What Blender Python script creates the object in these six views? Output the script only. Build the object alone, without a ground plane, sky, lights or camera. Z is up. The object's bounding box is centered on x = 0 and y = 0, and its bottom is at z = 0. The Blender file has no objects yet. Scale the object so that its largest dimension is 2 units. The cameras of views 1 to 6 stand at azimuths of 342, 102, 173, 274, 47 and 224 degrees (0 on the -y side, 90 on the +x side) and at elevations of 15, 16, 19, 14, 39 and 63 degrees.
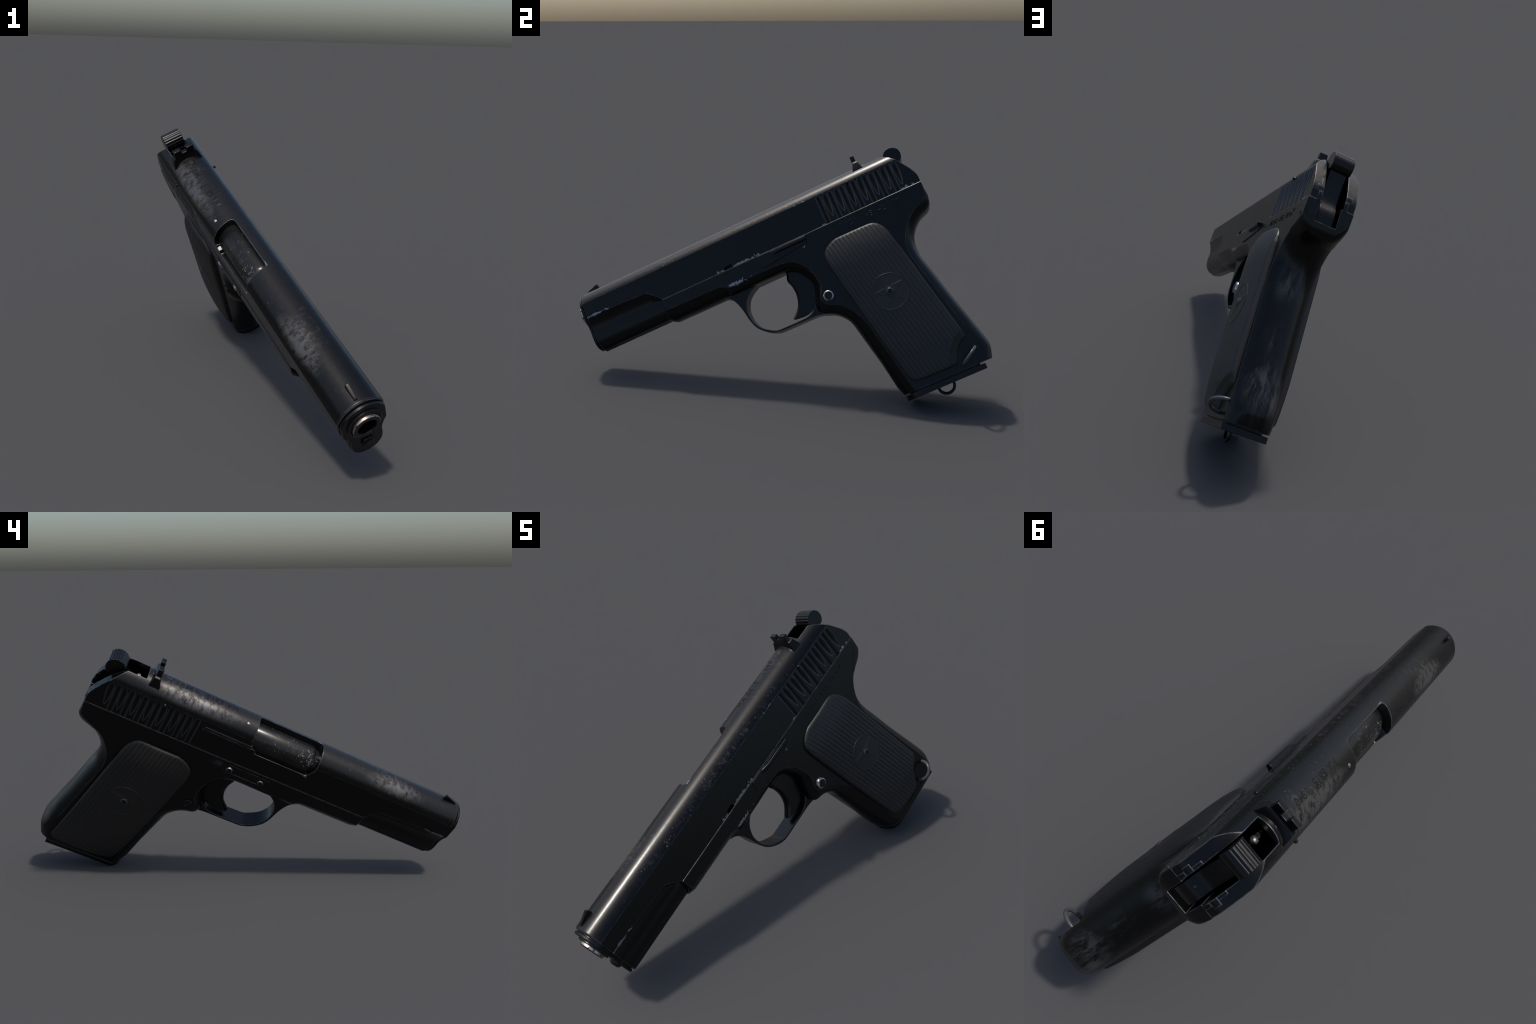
"""A worn, blued-steel service pistol with ribbed plastic grips, balanced on the front of its magazine base.

Everything is modelled in the gun's own frame: x runs forward along the bore, y to the
gun's left, z up; (0, 0, 0) is where slide and frame meet at the back.  One empty holds the
pose (nose down, leaning on its side) and parents every part.
"""
import math
import random

import bmesh
import bpy
from mathutils import Matrix, Vector

random.seed(7)

# ------------------------------------------------------------------ pose
POSE = Matrix(((0.19763, 0.90755, -0.37054),
               (-0.88158, -0.00075, -0.47203),
               (-0.42866, 0.41995, 0.79993)))
ORIGIN = Vector((-0.18547, 0.63788, 0.93672))
BASE = Vector((0.30, 0.0, -0.88))            # where the empty sits: the foot of the grip

BORE_Z, BORE_R = 0.1112, 0.0982              # round top of the slide
FLAT = 0.0917                                # half width of the slide
WIDE = 0.0942                                # half width of the frame
NOSE = 1.733                                 # front edge of the slide

root = bpy.data.objects.new("pistol", None)
root.empty_display_size = 0.1
root.matrix_world = Matrix.Translation(ORIGIN + POSE @ BASE) @ POSE.to_4x4()
bpy.context.scene.collection.objects.link(root)
root["label"] = "worn black semi-automatic pistol with ribbed grips and star emblems"
root["category"] = "pistol"


# ------------------------------------------------------------------ helpers
def ellipse_range(n, a0, a1):
    return [a0 + (a1 - a0) * i / n for i in range(n + 1)]


def to_mesh(bm, name):
    bmesh.ops.recalc_face_normals(bm, faces=bm.faces[:])
    me = bpy.data.meshes.new(name)
    bm.to_mesh(me)
    bm.free()
    return me


def add(name, me, mat, parent=None, smooth=32.0):
    """Put a mesh under the gun (or under another part), all sharing the gun's frame."""
    ob = bpy.data.objects.new(name, me)
    bpy.context.scene.collection.objects.link(ob)
    ob.parent = parent or root
    if parent is None:
        ob.location = -BASE
    if mat and len(me.materials) < 2:
        me.materials.clear()
        me.materials.append(mat)
    if smooth:
        for p in me.polygons:
            p.use_smooth = True
        me.set_sharp_from_angle(angle=math.radians(smooth))
    return ob


def finish(ob, bevel=0.0, segments=2, angle=35.0, weighted=True):
    if bevel:
        b = ob.modifiers.new("edge", "BEVEL")
        b.width, b.segments, b.limit_method, b.angle_limit = bevel, segments, "ANGLE", math.radians(angle)
        b.harden_normals = False
    if weighted:
        w = ob.modifiers.new("normals", "WEIGHTED_NORMAL")
        w.keep_sharp = True
    return ob


def prism(bm, outline, y0, y1):
    """Extrude an (x, z) outline sideways from y0 to y1."""
    lo = [bm.verts.new((x, y0, z)) for x, z in outline]
    hi = [bm.verts.new((x, y1, z)) for x, z in outline]
    n = len(outline)
    fs = [bm.faces.new(lo), bm.faces.new(hi)]
    for i in range(n):
        fs.append(bm.faces.new((lo[i], lo[(i + 1) % n], hi[(i + 1) % n], hi[i])))
    return fs


def plate(name, outline, y0, y1, mat, parent=None, bevel=0.0, smooth=32.0):
    bm = bmesh.new()
    prism(bm, outline, y0, y1)
    return finish(add(name, to_mesh(bm, name), mat, parent, smooth), bevel)


def lathe(bm, profile, origin, axis, n=32, squash=None):
    """Turn (radius, along) pairs about an axis."""
    axis = Vector(axis).normalized()
    side = axis.orthogonal().normalized()
    up = axis.cross(side)
    rings = []
    for r, t in profile:
        c = Vector(origin) + axis * t
        if r < 1e-6:
            rings.append([bm.verts.new(c)])
        else:
            rings.append([bm.verts.new(c + (side * math.cos(a) + up * math.sin(a)) * r)
                          for a in (2 * math.pi * i / n for i in range(n))])
    for a, b in zip(rings, rings[1:]):
        for i in range(n):
            j = (i + 1) % n
            if len(a) == 1 and len(b) == 1:
                continue
            if len(a) == 1:
                bm.faces.new((a[0], b[i], b[j]))
            elif len(b) == 1:
                bm.faces.new((a[i], b[0], a[j]))
            else:
                bm.faces.new((a[i], b[i], b[j], a[j]))


def turned(name, profile, origin, axis, mat, parent=None, n=32, smooth=40.0):
    bm = bmesh.new()
    lathe(bm, profile, origin, axis, n)
    return add(name, to_mesh(bm, name), mat, parent, smooth)


def tube(name, points, radius, mat, parent=None, closed=False, n=12):
    """A round wire along a path of points."""
    bm = bmesh.new()
    pts = [Vector(p) for p in points]
    m = len(pts)
    rings = []
    normal = None
    for i, p in enumerate(pts):
        a = pts[(i - 1) % m] if closed or i else pts[0]
        b = pts[(i + 1) % m] if closed or i < m - 1 else pts[-1]
        t = (b - a).normalized()
        normal = t.orthogonal().normalized() if normal is None else (normal - t * normal.dot(t)).normalized()
        o = t.cross(normal)
        rings.append([bm.verts.new(p + (normal * math.cos(u) + o * math.sin(u)) * radius)
                      for u in (2 * math.pi * k / n for k in range(n))])
    for i in range(m if closed else m - 1):
        a, b = rings[i], rings[(i + 1) % m]
        for k in range(n):
            bm.faces.new((a[k], a[(k + 1) % n], b[(k + 1) % n], b[k]))
    if not closed:
        bm.faces.new(rings[0])
        bm.faces.new(rings[-1])
    return add(name, to_mesh(bm, name), mat, parent, 60)


def carve(me, *groups, mode="DIFFERENCE"):
    """Boolean a mesh with groups of cutters (each a function filling a bmesh)."""
    holder = bpy.data.objects.new("carving", me)
    bpy.context.scene.collection.objects.link(holder)
    helpers = []
    for fill in groups:
        bm = bmesh.new()
        fill(bm)
        tool = to_mesh(bm, "cutter")
        for m in me.materials:
            tool.materials.append(m)
        cutter = bpy.data.objects.new("cutter", tool)
        bpy.context.scene.collection.objects.link(cutter)
        helpers.append(cutter)
        m = holder.modifiers.new("cut", "BOOLEAN")
        m.object, m.operation, m.solver, m.material_mode = cutter, mode, "EXACT", "INDEX"
    dg = bpy.context.evaluated_depsgraph_get()
    out = bpy.data.meshes.new_from_object(holder.evaluated_get(dg))
    for h in helpers + [holder]:
        bpy.data.objects.remove(h)
    bm = bmesh.new()
    bm.from_mesh(out)
    bmesh.ops.remove_doubles(bm, verts=bm.verts[:], dist=1e-5)
    bmesh.ops.dissolve_degenerate(bm, edges=bm.edges[:], dist=1e-5)
    bm.to_mesh(out)
    bm.free()
    return out


def lerp_path(points, n):
    """Points evenly spread along a polyline of (a, b) pairs."""
    seg = [math.dist(p, q) for p, q in zip(points, points[1:])]
    total, out = sum(seg), []
    for i in range(n + 1):
        d = total * i / n
        k = 0
        while k < len(seg) - 1 and d > seg[k]:
            d -= seg[k]
            k += 1
        f = min(1.0, d / seg[k])
        out.append(tuple(a + (b - a) * f for a, b in zip(points[k], points[k + 1])))
    return out


def smooth_curve(points, per=6, closed=False):
    """Catmull-Rom through (x, z) control points."""
    n, out = len(points), []
    for i in range(n if closed else n - 1):
        p = [points[(i + k) % n] if closed else points[min(max(i + k, 0), n - 1)] for k in (-1, 0, 1, 2)]
        for s in range(per):
            t = s / per
            out.append(tuple(0.5 * (2 * b + (c - a) * t + (2 * a - 5 * b + 4 * c - d) * t * t
                                    + (3 * b - a - 3 * c + d) * t ** 3) for a, b, c, d in zip(*p)))
    if not closed:
        out.append(points[-1])
    return out


# ------------------------------------------------------------------ materials
class Nodes:
    """A small shorthand for building a node tree."""

    def __init__(self, name):
        self.mat = bpy.data.materials.new(name)
        self.mat.use_nodes = True
        self.t = self.mat.node_tree
        self.t.nodes.clear()
        self.out = self.new("ShaderNodeOutputMaterial")
        self.bsdf = self.new("ShaderNodeBsdfPrincipled")
        self.t.links.new(self.bsdf.outputs[0], self.out.inputs[0])
        self.co = self.new("ShaderNodeTexCoord").outputs["Object"]

    def new(self, kind, **props):
        n = self.t.nodes.new(kind)
        for k, v in props.items():
            setattr(n, k, v)
        return n

    def put(self, socket, value):
        if hasattr(value, "is_output"):
            self.t.links.new(value, socket)
        else:
            socket.default_value = value

    def math(self, op, a, b=0.0, clamp=False):
        n = self.new("ShaderNodeMath", operation=op, use_clamp=clamp)
        self.put(n.inputs[0], a)
        self.put(n.inputs[1], b)
        return n.outputs[0]

    def noise(self, scale, detail=4.0, rough=0.6, stretch=(1, 1, 1), shift=(0, 0, 0)):
        m = self.new("ShaderNodeMapping")
        m.inputs["Scale"].default_value = stretch
        m.inputs["Location"].default_value = shift
        self.put(m.inputs["Vector"], self.co)
        n = self.new("ShaderNodeTexNoise")
        self.put(n.inputs["Vector"], m.outputs[0])
        n.inputs["Scale"].default_value = scale
        n.inputs["Detail"].default_value = detail
        n.inputs["Roughness"].default_value = rough
        return n.outputs[0]

    def step(self, v, lo, hi, a=0.0, b=1.0):
        n = self.new("ShaderNodeMapRange", interpolation_type="SMOOTHSTEP")
        self.put(n.inputs["Value"], v)
        for key, val in (("From Min", lo), ("From Max", hi), ("To Min", a), ("To Max", b)):
            n.inputs[key].default_value = val
        return n.outputs[0]

    def blob(self, centre, size, inner=0.15):
        """1 at a place on the gun, falling to 0 at the ellipsoid's edge."""
        s = self.new("ShaderNodeVectorMath", operation="SUBTRACT")
        self.put(s.inputs[0], self.co)
        s.inputs[1].default_value = centre
        d = self.new("ShaderNodeVectorMath", operation="DIVIDE")
        self.put(d.inputs[0], s.outputs[0])
        d.inputs[1].default_value = size
        l = self.new("ShaderNodeVectorMath", operation="LENGTH")
        self.put(l.inputs[0], d.outputs[0])
        return self.step(l.outputs["Value"], inner, 1.0, 1.0, 0.0)

    def mix(self, f, a, b):
        n = self.new("ShaderNodeMix", data_type="RGBA")
        self.put(n.inputs["Factor"], f)
        self.put(n.inputs[6], a)
        self.put(n.inputs[7], b)
        return n.outputs[2]

    def edges(self, radius, lo=0.012, hi=0.12):
        """Where the surface turns within a small radius: corners that rub bare."""
        b = self.new("ShaderNodeBevel", samples=6)
        b.inputs["Radius"].default_value = radius
        g = self.new("ShaderNodeNewGeometry")
        d = self.new("ShaderNodeVectorMath", operation="DOT_PRODUCT")
        self.put(d.inputs[0], b.outputs[0])
        self.put(d.inputs[1], g.outputs["Normal"])
        return self.step(self.math("SUBTRACT", 1.0, d.outputs["Value"]), lo, hi), b.outputs[0]


def rgb(r, g, b):
    return (r, g, b, 1.0)


def steel(name, base=(0.0013, 0.0014, 0.0017), rough=0.30, spec=0.21, patches=(), chips=(),
          edge=0.6, edge_radius=0.003, bare=(0.30, 0.31, 0.33), speck=0.0, mottle=0.35, grainway=(0.8, 0.45, 0.45), coat=0.24, nicks=(), edge_range=(0.012, 0.12)):
    """Blued steel: dark, slightly glossy; rubbed patches are hazy, chips and corners are bare."""
    k = Nodes(name)
    fine = k.noise(60, 5, 0.7)
    broad = k.noise(5, 3, 0.55)
    streak = k.noise(64, 7, 0.76, grainway, (3, 1, 2))
    grain = k.noise(120, 3, 0.7, (0.6, 1, 1), (5, 5, 1))
    rub = 0.0
    for centre, size, strength, lo in patches:
        m = k.math("MULTIPLY", k.blob(centre, size, 0.05), strength)
        m = k.math("MULTIPLY", m, k.step(streak, lo - 0.02, lo + 0.20))
        rub = k.math("MAXIMUM", rub, m)
    bits = 0.0
    for centre, size, lo in chips:
        near = k.blob(centre, size, 0.0)
        m = k.step(k.math("ADD", k.math("MULTIPLY", near, 0.34), fine), lo, lo + 0.04)
        bits = k.math("MAXIMUM", bits, k.math("MULTIPLY", m, k.step(near, 0.02, 0.12)))
    specks = k.math("MULTIPLY", k.step(k.noise(75, 2, 0.5, (0.6, 1, 1), (9, 2, 4)), 0.735, 0.76), speck)
    for centre, size, lo in nicks:
        m = k.math("MULTIPLY", k.step(k.noise(150, 3, 0.6, (0.7, 0.5, 1.0), (2, 7, 1)), lo, lo + 0.03), k.step(k.blob(centre, size, 0.2), 0.0, 0.3))
        specks = k.math("MAXIMUM", specks, k.math("MULTIPLY", m, 0.45))
    corner, normal = k.edges(edge_radius, *edge_range)
    corner = k.math("MULTIPLY", corner, k.step(k.noise(28, 4, 0.7), 0.36, 0.62, 0.25, 1.0))
    corner = k.math("MULTIPLY", corner, edge)
    base_col = k.mix(k.step(broad, 0.35, 0.7), rgb(*[c * (1 - mottle) for c in base]), rgb(*[c * (1 + mottle) for c in base]))
    col = k.mix(rub, base_col, rgb(0.125, 0.121, 0.119))
    col = k.mix(corner, col, rgb(*[c * 0.55 for c in bare]))
    bright = k.math("MAXIMUM", bits, specks)
    col = k.mix(bright, col, rgb(*bare))
    k.put(k.bsdf.inputs["Base Color"], col)
    metal = k.math("MAXIMUM", k.math("MULTIPLY", rub, 0.75), k.math("MAXIMUM", bright, k.math("MULTIPLY", corner, 0.7)))
    k.put(k.bsdf.inputs["Metallic"], metal)
    r = k.math("ADD", k.step(grain, 0.3, 0.7, rough - 0.04, rough + 0.06), k.math("MULTIPLY", rub, 0.04))
    k.put(k.bsdf.inputs["Roughness"], r)
    k.bsdf.inputs["Specular IOR Level"].default_value = spec
    k.bsdf.inputs["Coat Weight"].default_value = coat          # the oiled finish: a tight glint over a broad sheen
    k.bsdf.inputs["Coat Roughness"].default_value = 0.20
    bump = k.new("ShaderNodeBump")
    bump.inputs["Strength"].default_value = 0.03
    bump.inputs["Distance"].default_value = 0.002
    k.put(bump.inputs["Height"], k.math("SUBTRACT", grain, k.math("MULTIPLY", bits, 1.5)))
    k.put(bump.inputs["Normal"], normal)
    k.put(k.bsdf.inputs["Normal"], bump.outputs[0])
    return k.mat


def bakelite(name):
    k = Nodes(name)
    broad = k.noise(7, 4, 0.6)
    fine = k.noise(110, 3, 0.6)
    corner, normal = k.edges(0.0025, 0.03, 0.2)
    col = k.mix(k.step(broad, 0.3, 0.7), rgb(0.0085, 0.0085, 0.0085), rgb(0.0125, 0.0118, 0.0112))
    col = k.mix(k.math("MULTIPLY", corner, 0.25), col, rgb(0.06, 0.052, 0.047))
    col = k.mix(k.math("MULTIPLY", k.step(fine, 0.62, 0.75), 0.25), col, rgb(0.022, 0.02, 0.018))
    k.put(k.bsdf.inputs["Base Color"], col)
    k.put(k.bsdf.inputs["Roughness"], k.step(fine, 0.3, 0.7, 0.42, 0.54))
    k.bsdf.inputs["Specular IOR Level"].default_value = 0.5
    k.put(k.bsdf.inputs["Normal"], normal)
    return k.mat


def plain(name, color, rough=0.5, metallic=0.0, spec=0.3):
    k = Nodes(name)
    v = k.step(k.noise(90, 3), 0.3, 0.7, 0.75, 1.25)
    c = k.new("ShaderNodeVectorMath", operation="SCALE")
    c.inputs[0].default_value = color
    k.put(c.inputs["Scale"], v)
    k.put(k.bsdf.inputs["Base Color"], c.outputs[0])
    k.bsdf.inputs["Specular IOR Level"].default_value = spec
    k.bsdf.inputs["Roughness"].default_value = rough
    k.bsdf.inputs["Metallic"].default_value = metallic
    return k.mat


slide_mat = steel(
    "blued_slide_steel",
    patches=[((0.85, 0.0, 0.215), (1.5, 0.125, 0.062), 0.10, 0.10),  # whole crown lightened to widen and brighten the sun highlight
             ((0.42, -0.045, 0.19), (0.30, 0.06, 0.05), 1.0, 0.38),
             ((0.34, -0.015, 0.205), (0.14, 0.08, 0.03), 0.55, 0.46),
             ((1.40, -0.045, 0.195), (0.19, 0.060, 0.05), 1.0, 0.38),
             ((1.38, -0.005, 0.207), (0.14, 0.045, 0.02), 0.65, 0.45),
             ((1.22, -0.04, 0.20), (0.22, 0.03, 0.03), 0.45, 0.50),
             ((0.95, 0.080, 0.162), (0.75, 0.022, 0.026), 0.40, 0.50),
             ((1.35, 0.03, 0.203), (0.20, 0.025, 0.02), 0.45, 0.48)],
    chips=[((0.92, 0.089, 0.0), (0.15, 0.012, 0.020), 0.66),
           ((1.03, 0.089, 0.008), (0.05, 0.012, 0.030), 0.74),
           ((0.06, 0.089, 0.0), (0.09, 0.012, 0.032), 0.76),
           ((0.50, 0.089, 0.0), (0.16, 0.012, 0.022), 0.80),
           ((1.68, 0.089, 0.074), (0.14, 0.012, 0.012), 0.70),
           ((1.68, -0.089, 0.074), (0.16, 0.012, 0.012), 0.72),
           ((0.55, 0.086, 0.146), (0.22, 0.014, 0.010), 0.76),
           ((1.01, 0.018, 0.207), (0.04, 0.012, 0.010), 0.74),
           ((1.0, -0.089, 0.086), (0.06, 0.012, 0.022), 0.78)],
    nicks=[((1.30, -0.02, 0.195), (0.5, 0.09, 0.06), 0.70), ((0.42, -0.02, 0.195), (0.3, 0.09, 0.05), 0.68), ((0.9, 0.075, 0.165), (0.8, 0.03, 0.03), 0.66)],
    edge=0.9, edge_radius=0.0050, edge_range=(0.005, 0.045))
frame_mat = steel(
    "blued_frame_steel",
    patches=[((0.13, 0.015, -0.30), (0.08, 0.085, 0.11), 0.70, 0.42),
             ((0.05, 0.01, -0.70), (0.07, 0.09, 0.17), 0.65, 0.44),
             ((0.05, -0.055, -0.74), (0.06, 0.03, 0.13), 0.75, 0.36),
             ((0.085, 0.01, -0.52), (0.06, 0.07, 0.10), 0.45, 0.47),
             ((0.635, -0.092, -0.03), (0.06, 0.01, 0.022), 0.5, 0.40)],
    chips=[((0.96, 0.0905, -0.078), (0.11, 0.014, 0.022), 0.70),
           ((0.62, 0.0915, -0.055), (0.04, 0.006, 0.04), 0.80)],
    edge=0.8, edge_radius=0.0050, edge_range=(0.006, 0.05), rough=0.30, grainway=(0.75, 0.75, 0.10))
small_mat = steel("blued_small_part_steel", edge=0.55, edge_radius=0.003, rough=0.34, speck=0.05)
hammer_mat = steel("hammer_steel", edge=0.4, edge_radius=0.003, rough=0.28, speck=0.15)
barrel_mat = steel(
    "barrel_steel", base=(0.010, 0.010, 0.010), rough=0.26, speck=0.5, edge=0.4,
    patches=[((0.9, -0.05, 0.17), (0.2, 0.06, 0.05), 0.25, 0.5)],
    nicks=[((0.985, -0.060, 0.15), (0.050, 0.06, 0.06), 0.60), ((0.88, -0.05, 0.16), (0.17, 0.07, 0.05), 0.645)],
    chips=[((0.995, -0.062, 0.145), (0.022, 0.035, 0.035), 0.70)],
    bare=(0.36, 0.36, 0.37))
muzzle_mat = steel("muzzle_steel", base=(0.006, 0.006, 0.006), rough=0.3, edge=0.1)
muzzle_rim_mat = steel("worn_muzzle_rim_steel", base=(0.02, 0.016, 0.014), rough=0.30,
                       chips=[((1.76, 0, 0.106), (0.03, 0.12, 0.12), 0.60)], bare=(0.62, 0.50, 0.44), edge=0.3)
pin_mat = steel("polished_pin_steel", base=(0.03, 0.03, 0.032), rough=0.24, edge=0.6, edge_radius=0.003,
                patches=[((0.6, 0.0, -0.2), (9, 9, 9), 1.0, 0.40)],
                chips=[((0.6, 0.0, -0.2), (9, 9, 9), 0.80)], bare=(0.55, 0.53, 0.52), speck=1.0)
wire_mat = steel("wire_steel", base=(0.06, 0.062, 0.066), rough=0.30, edge=0.0, bare=(0.4, 0.4, 0.4), speck=0.4)
grip_mat = bakelite("ribbed_grip_plastic")
groove_wall_mat = steel("groove_wall_lightened_steel", base=(0.009, 0.011, 0.0145), rough=0.32, spec=0.6, edge=0.25, speck=0.0)  # paler base paints the lit bevels beside each serration
groove_floor_mat = plain("groove_floor_near_black", (0.0022, 0.0022, 0.0024), 0.8)  # near-black, low-gloss colour that sets the serration floors darker than the slide's side
stamp_mat = steel("stamped_steel", rough=0.33, edge=0.10, edge_radius=0.002)
dark_mat = plain("dark_recess", (0.0012, 0.0012, 0.0013), 0.9, 0.0, 0.06)  # colour and gloss cut so hammer well and bore look unlit


def ringed_pin(name, r, h, origin, axis, parent, face=0.72, rim=None):
    """A pin head: dark flat face inside a chamfered rim that has been rubbed bright."""
    pin = turned(name, [(0.0, h), (r * face, h), (r * face + 0.0004, h - 0.0006)], origin, axis, small_mat, parent, 28, 28)
    turned("pin_rim", [(r * (face - 0.02), h - 0.0004), (r * (face + 0.03), h - 0.0002), (r * 0.93, h - 0.0030), (r, h - 0.0065), (r, -0.012)],
           origin, axis, rim or pin_mat, pin, 28, 50)
    return pin


# ------------------------------------------------------------------ slide
def slide_section(low):
    """Right half of the slide's cross-section as (y, z), from the crown down.

    low is where the flat side ends: None means a closed, flat-bottomed section,
    a number gives the nose section that narrows into the recoil spring tunnel."""
    top = math.asin(FLAT / BORE_R)
    pts = [(BORE_R * math.sin(a), BORE_Z + BORE_R * math.cos(a)) for a in ellipse_range(20, 0.0, top)]
    crease = pts[-1][1]
    bottom = 0.0 if low is None else low
    pts += [(FLAT, crease + (bottom - crease) * i / 4) for i in range(1, 5)]
    if low is None:
        return pts + [(FLAT * (1 - i / 14), 0.0) for i in range(1, 15)]
    for i in range(1, 6):
        t = i / 5
        pts.append((FLAT - 0.0255 * (1 - (1 - t) ** 1.8), low * (1 - t)))
    tunnel = [(0.0670, 0.0), (0.0670, -0.030), (0.0620, -0.058), (0.0500, -0.079), (0.0320, -0.094), (0.0, -0.1025)]
    return pts + smooth_curve(tunnel, 2)[1:-1][:8] + [(0.0, -0.1025)]


def build_slide():
    bm = bmesh.new()
    stations = [(0.0, None), (0.7, None), (1.348, None), (1.350, 0.004), (1.366, 0.022), (1.386, 0.042), (1.41, 0.063),
                (1.55, 0.069), (NOSE - 0.007, 0.074), (NOSE - 0.002, 0.074), (NOSE, 0.074)]
    loops = []
    for x, low in stations:
        half = slide_section(low)
        shrink = {NOSE - 0.002: 0.985, NOSE: 0.965}.get(x, 1.0)
        ring = [(y * shrink, 0.06 + (z - 0.06) * shrink) for y, z in half]
        ring += [(-y, z) for y, z in reversed(ring[1:-1])]
        loops.append([bm.verts.new((x, y, z)) for y, z in ring])
    n = len(loops[0])
    for a, b in zip(loops, loops[1:]):
        for i in range(n):
            bm.faces.new((a[i], a[(i + 1) % n], b[(i + 1) % n], b[i]))
    bm.faces.new(loops[0])
    bm.faces.new(loops[-1])
    me = to_mesh(bm, "slide")
    for m in (slide_mat, groove_floor_mat, groove_wall_mat):
        me.materials.append(m)

    # the back is rounded off in side view
    back = [(0.152, 0.212), (0.142, 0.2078), (0.126, 0.2010), (0.098, 0.183), (0.062, 0.145), (0.029, 0.095), (0.006, 0.052), (-0.001, 0.018), (0.0, -0.004)]
    back = smooth_curve(back, 4)

    def rear(bm):
        prism(bm, back + [(-0.1, -0.004), (-0.1, 0.30), (0.150, 0.30)], -0.2, 0.2)

    def hammer_slot(bm):
        prism(bm, [(-0.2, -0.05), (0.228, -0.05), (0.228, 0.180), (0.199, 0.186), (0.200, 0.30), (-0.2, 0.30)], -0.0475, 0.0475)

    def ejection_port(bm):
        out = [(0.716, 0.30), (0.716, 0.114), (0.746, 0.104), (0.752, 0.088), (1.004, 0.088), (1.027, 0.132), (1.027, 0.30)]
        rings = []
        for y, inset in ((0.0155, 0.018), (0.0130, 0.009), (0.0080, 0.003), (0.0, 0.0), (-0.20, 0.0)):
            rings.append([bm.verts.new((min(max(x, 0.716 + inset), 1.027 - inset), y, z)) for x, z in out])
        n = len(out)
        for p, q in zip(rings, rings[1:]):
            for i in range(n):
                bm.faces.new((p[i], p[(i + 1) % n], q[(i + 1) % n], q[i]))
        bm.faces.new(rings[0])
        bm.faces.new(rings[-1])

    def straight_cuts(bm):
        for side in (-1, 1):
            for i in range(7):
                x = 0.109 + i * 0.0592
                def slab(w, y, top):
                    return [bm.verts.new((px, side * y, z)) for px, z in
                            ((x - w, -0.01), (x + w, -0.01), (x + w, top), (x - w, top))]
                far, skin, floor = slab(0.0230, 0.105, 0.150), slab(0.0130, FLAT, 0.1400), slab(0.0078, FLAT - 0.0032, 0.1360)
                bm.faces.new(far)
                bm.faces.new(floor).material_index = 1
                for p, q in ((far, skin), (skin, floor)):
                    for k in range(4):
                        wall = bm.faces.new((p[k], p[(k + 1) % 4], q[(k + 1) % 4], q[k]))
                        wall.material_index = 2

    def leaf_cuts(bm):
        for side in (-1, 1):
            for i in range(7):
                x = 0.079 + i * 0.0589
                m = 20
                rim, mid, deep = [], [], []
                for k in range(m):
                    a = 2 * math.pi * k / m
                    z = 0.0815 + 0.0615 * math.sin(a)
                    t = (z - 0.02) / 0.123
                    w = 0.0162 * math.cos(a) * (0.50 + 0.85 * t - 0.30 * t * t)
                    rim.append(bm.verts.new((x + w * 1.8, side * (FLAT + 0.016), 0.0815 + (z - 0.0815) * 1.03)))
                    mid.append(bm.verts.new((x + w, side * FLAT, z)))
                    deep.append(bm.verts.new((x + w * 0.62, side * (FLAT - 0.0017 - 0.0030 * t), 0.084 + (z - 0.084) * 0.88)))
                for k in range(m):
                    j = (k + 1) % m
                    for wall in ((rim[k], rim[j], mid[j], mid[k]), (mid[k], mid[j], deep[j], deep[k])):
                        bm.faces.new(wall).material_index = 2
                bm.faces.new(rim)
                bm.faces.new(deep).material_index = 1

    def catch_notch(bm):
        prism(bm, [(1.013, -0.02), (1.008, 0.017), (0.969, 0.019), (0.960, -0.02)], 0.060, 0.2)

    def extractor_bed(bm):
        prism(bm, [(0.498, 0.106), (0.502, 0.124), (0.730, 0.122), (0.730, 0.104)], -0.2, -(FLAT - 0.005))

    return carve(me, rear, hammer_slot, ejection_port, straight_cuts, leaf_cuts, catch_notch, extractor_bed)


slide = finish(add("slide", build_slide(), slide_mat, smooth=16))

# extractor bar lying in its bed, with the rivet in front of the sight
bm = bmesh.new()
prism(bm, smooth_curve([(0.505, 0.1085), (0.503, 0.1215), (0.62, 0.1205), (0.728, 0.1195), (0.728, 0.1065), (0.62, 0.107)], 1, True), -0.0940, -0.070)
finish(add("extractor", to_mesh(bm, "extractor"), slide_mat, slide), 0.003)
a = math.radians(-31.5)
turned("extractor_pin", [(0.0, 0.0035), (0.005, 0.0030), (0.0088, 0.0006), (0.0088, -0.01)],
       (0.668, BORE_R * math.sin(a), BORE_Z + BORE_R * math.cos(a)), (0, math.sin(a), math.cos(a)), pin_mat, slide, 16)

# front sight: a thin blade that ramps down towards the muzzle
bm = bmesh.new()
prism(bm, [(1.717, 0.200), (1.7165, 0.2125), (1.709, 0.2175), (1.662, 0.2335), (1.656, 0.2325), (1.650, 0.2100), (1.650, 0.200)], -0.0068, 0.0068)
finish(add("front_sight", to_mesh(bm, "front_sight"), small_mat, slide), 0.0018)


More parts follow.
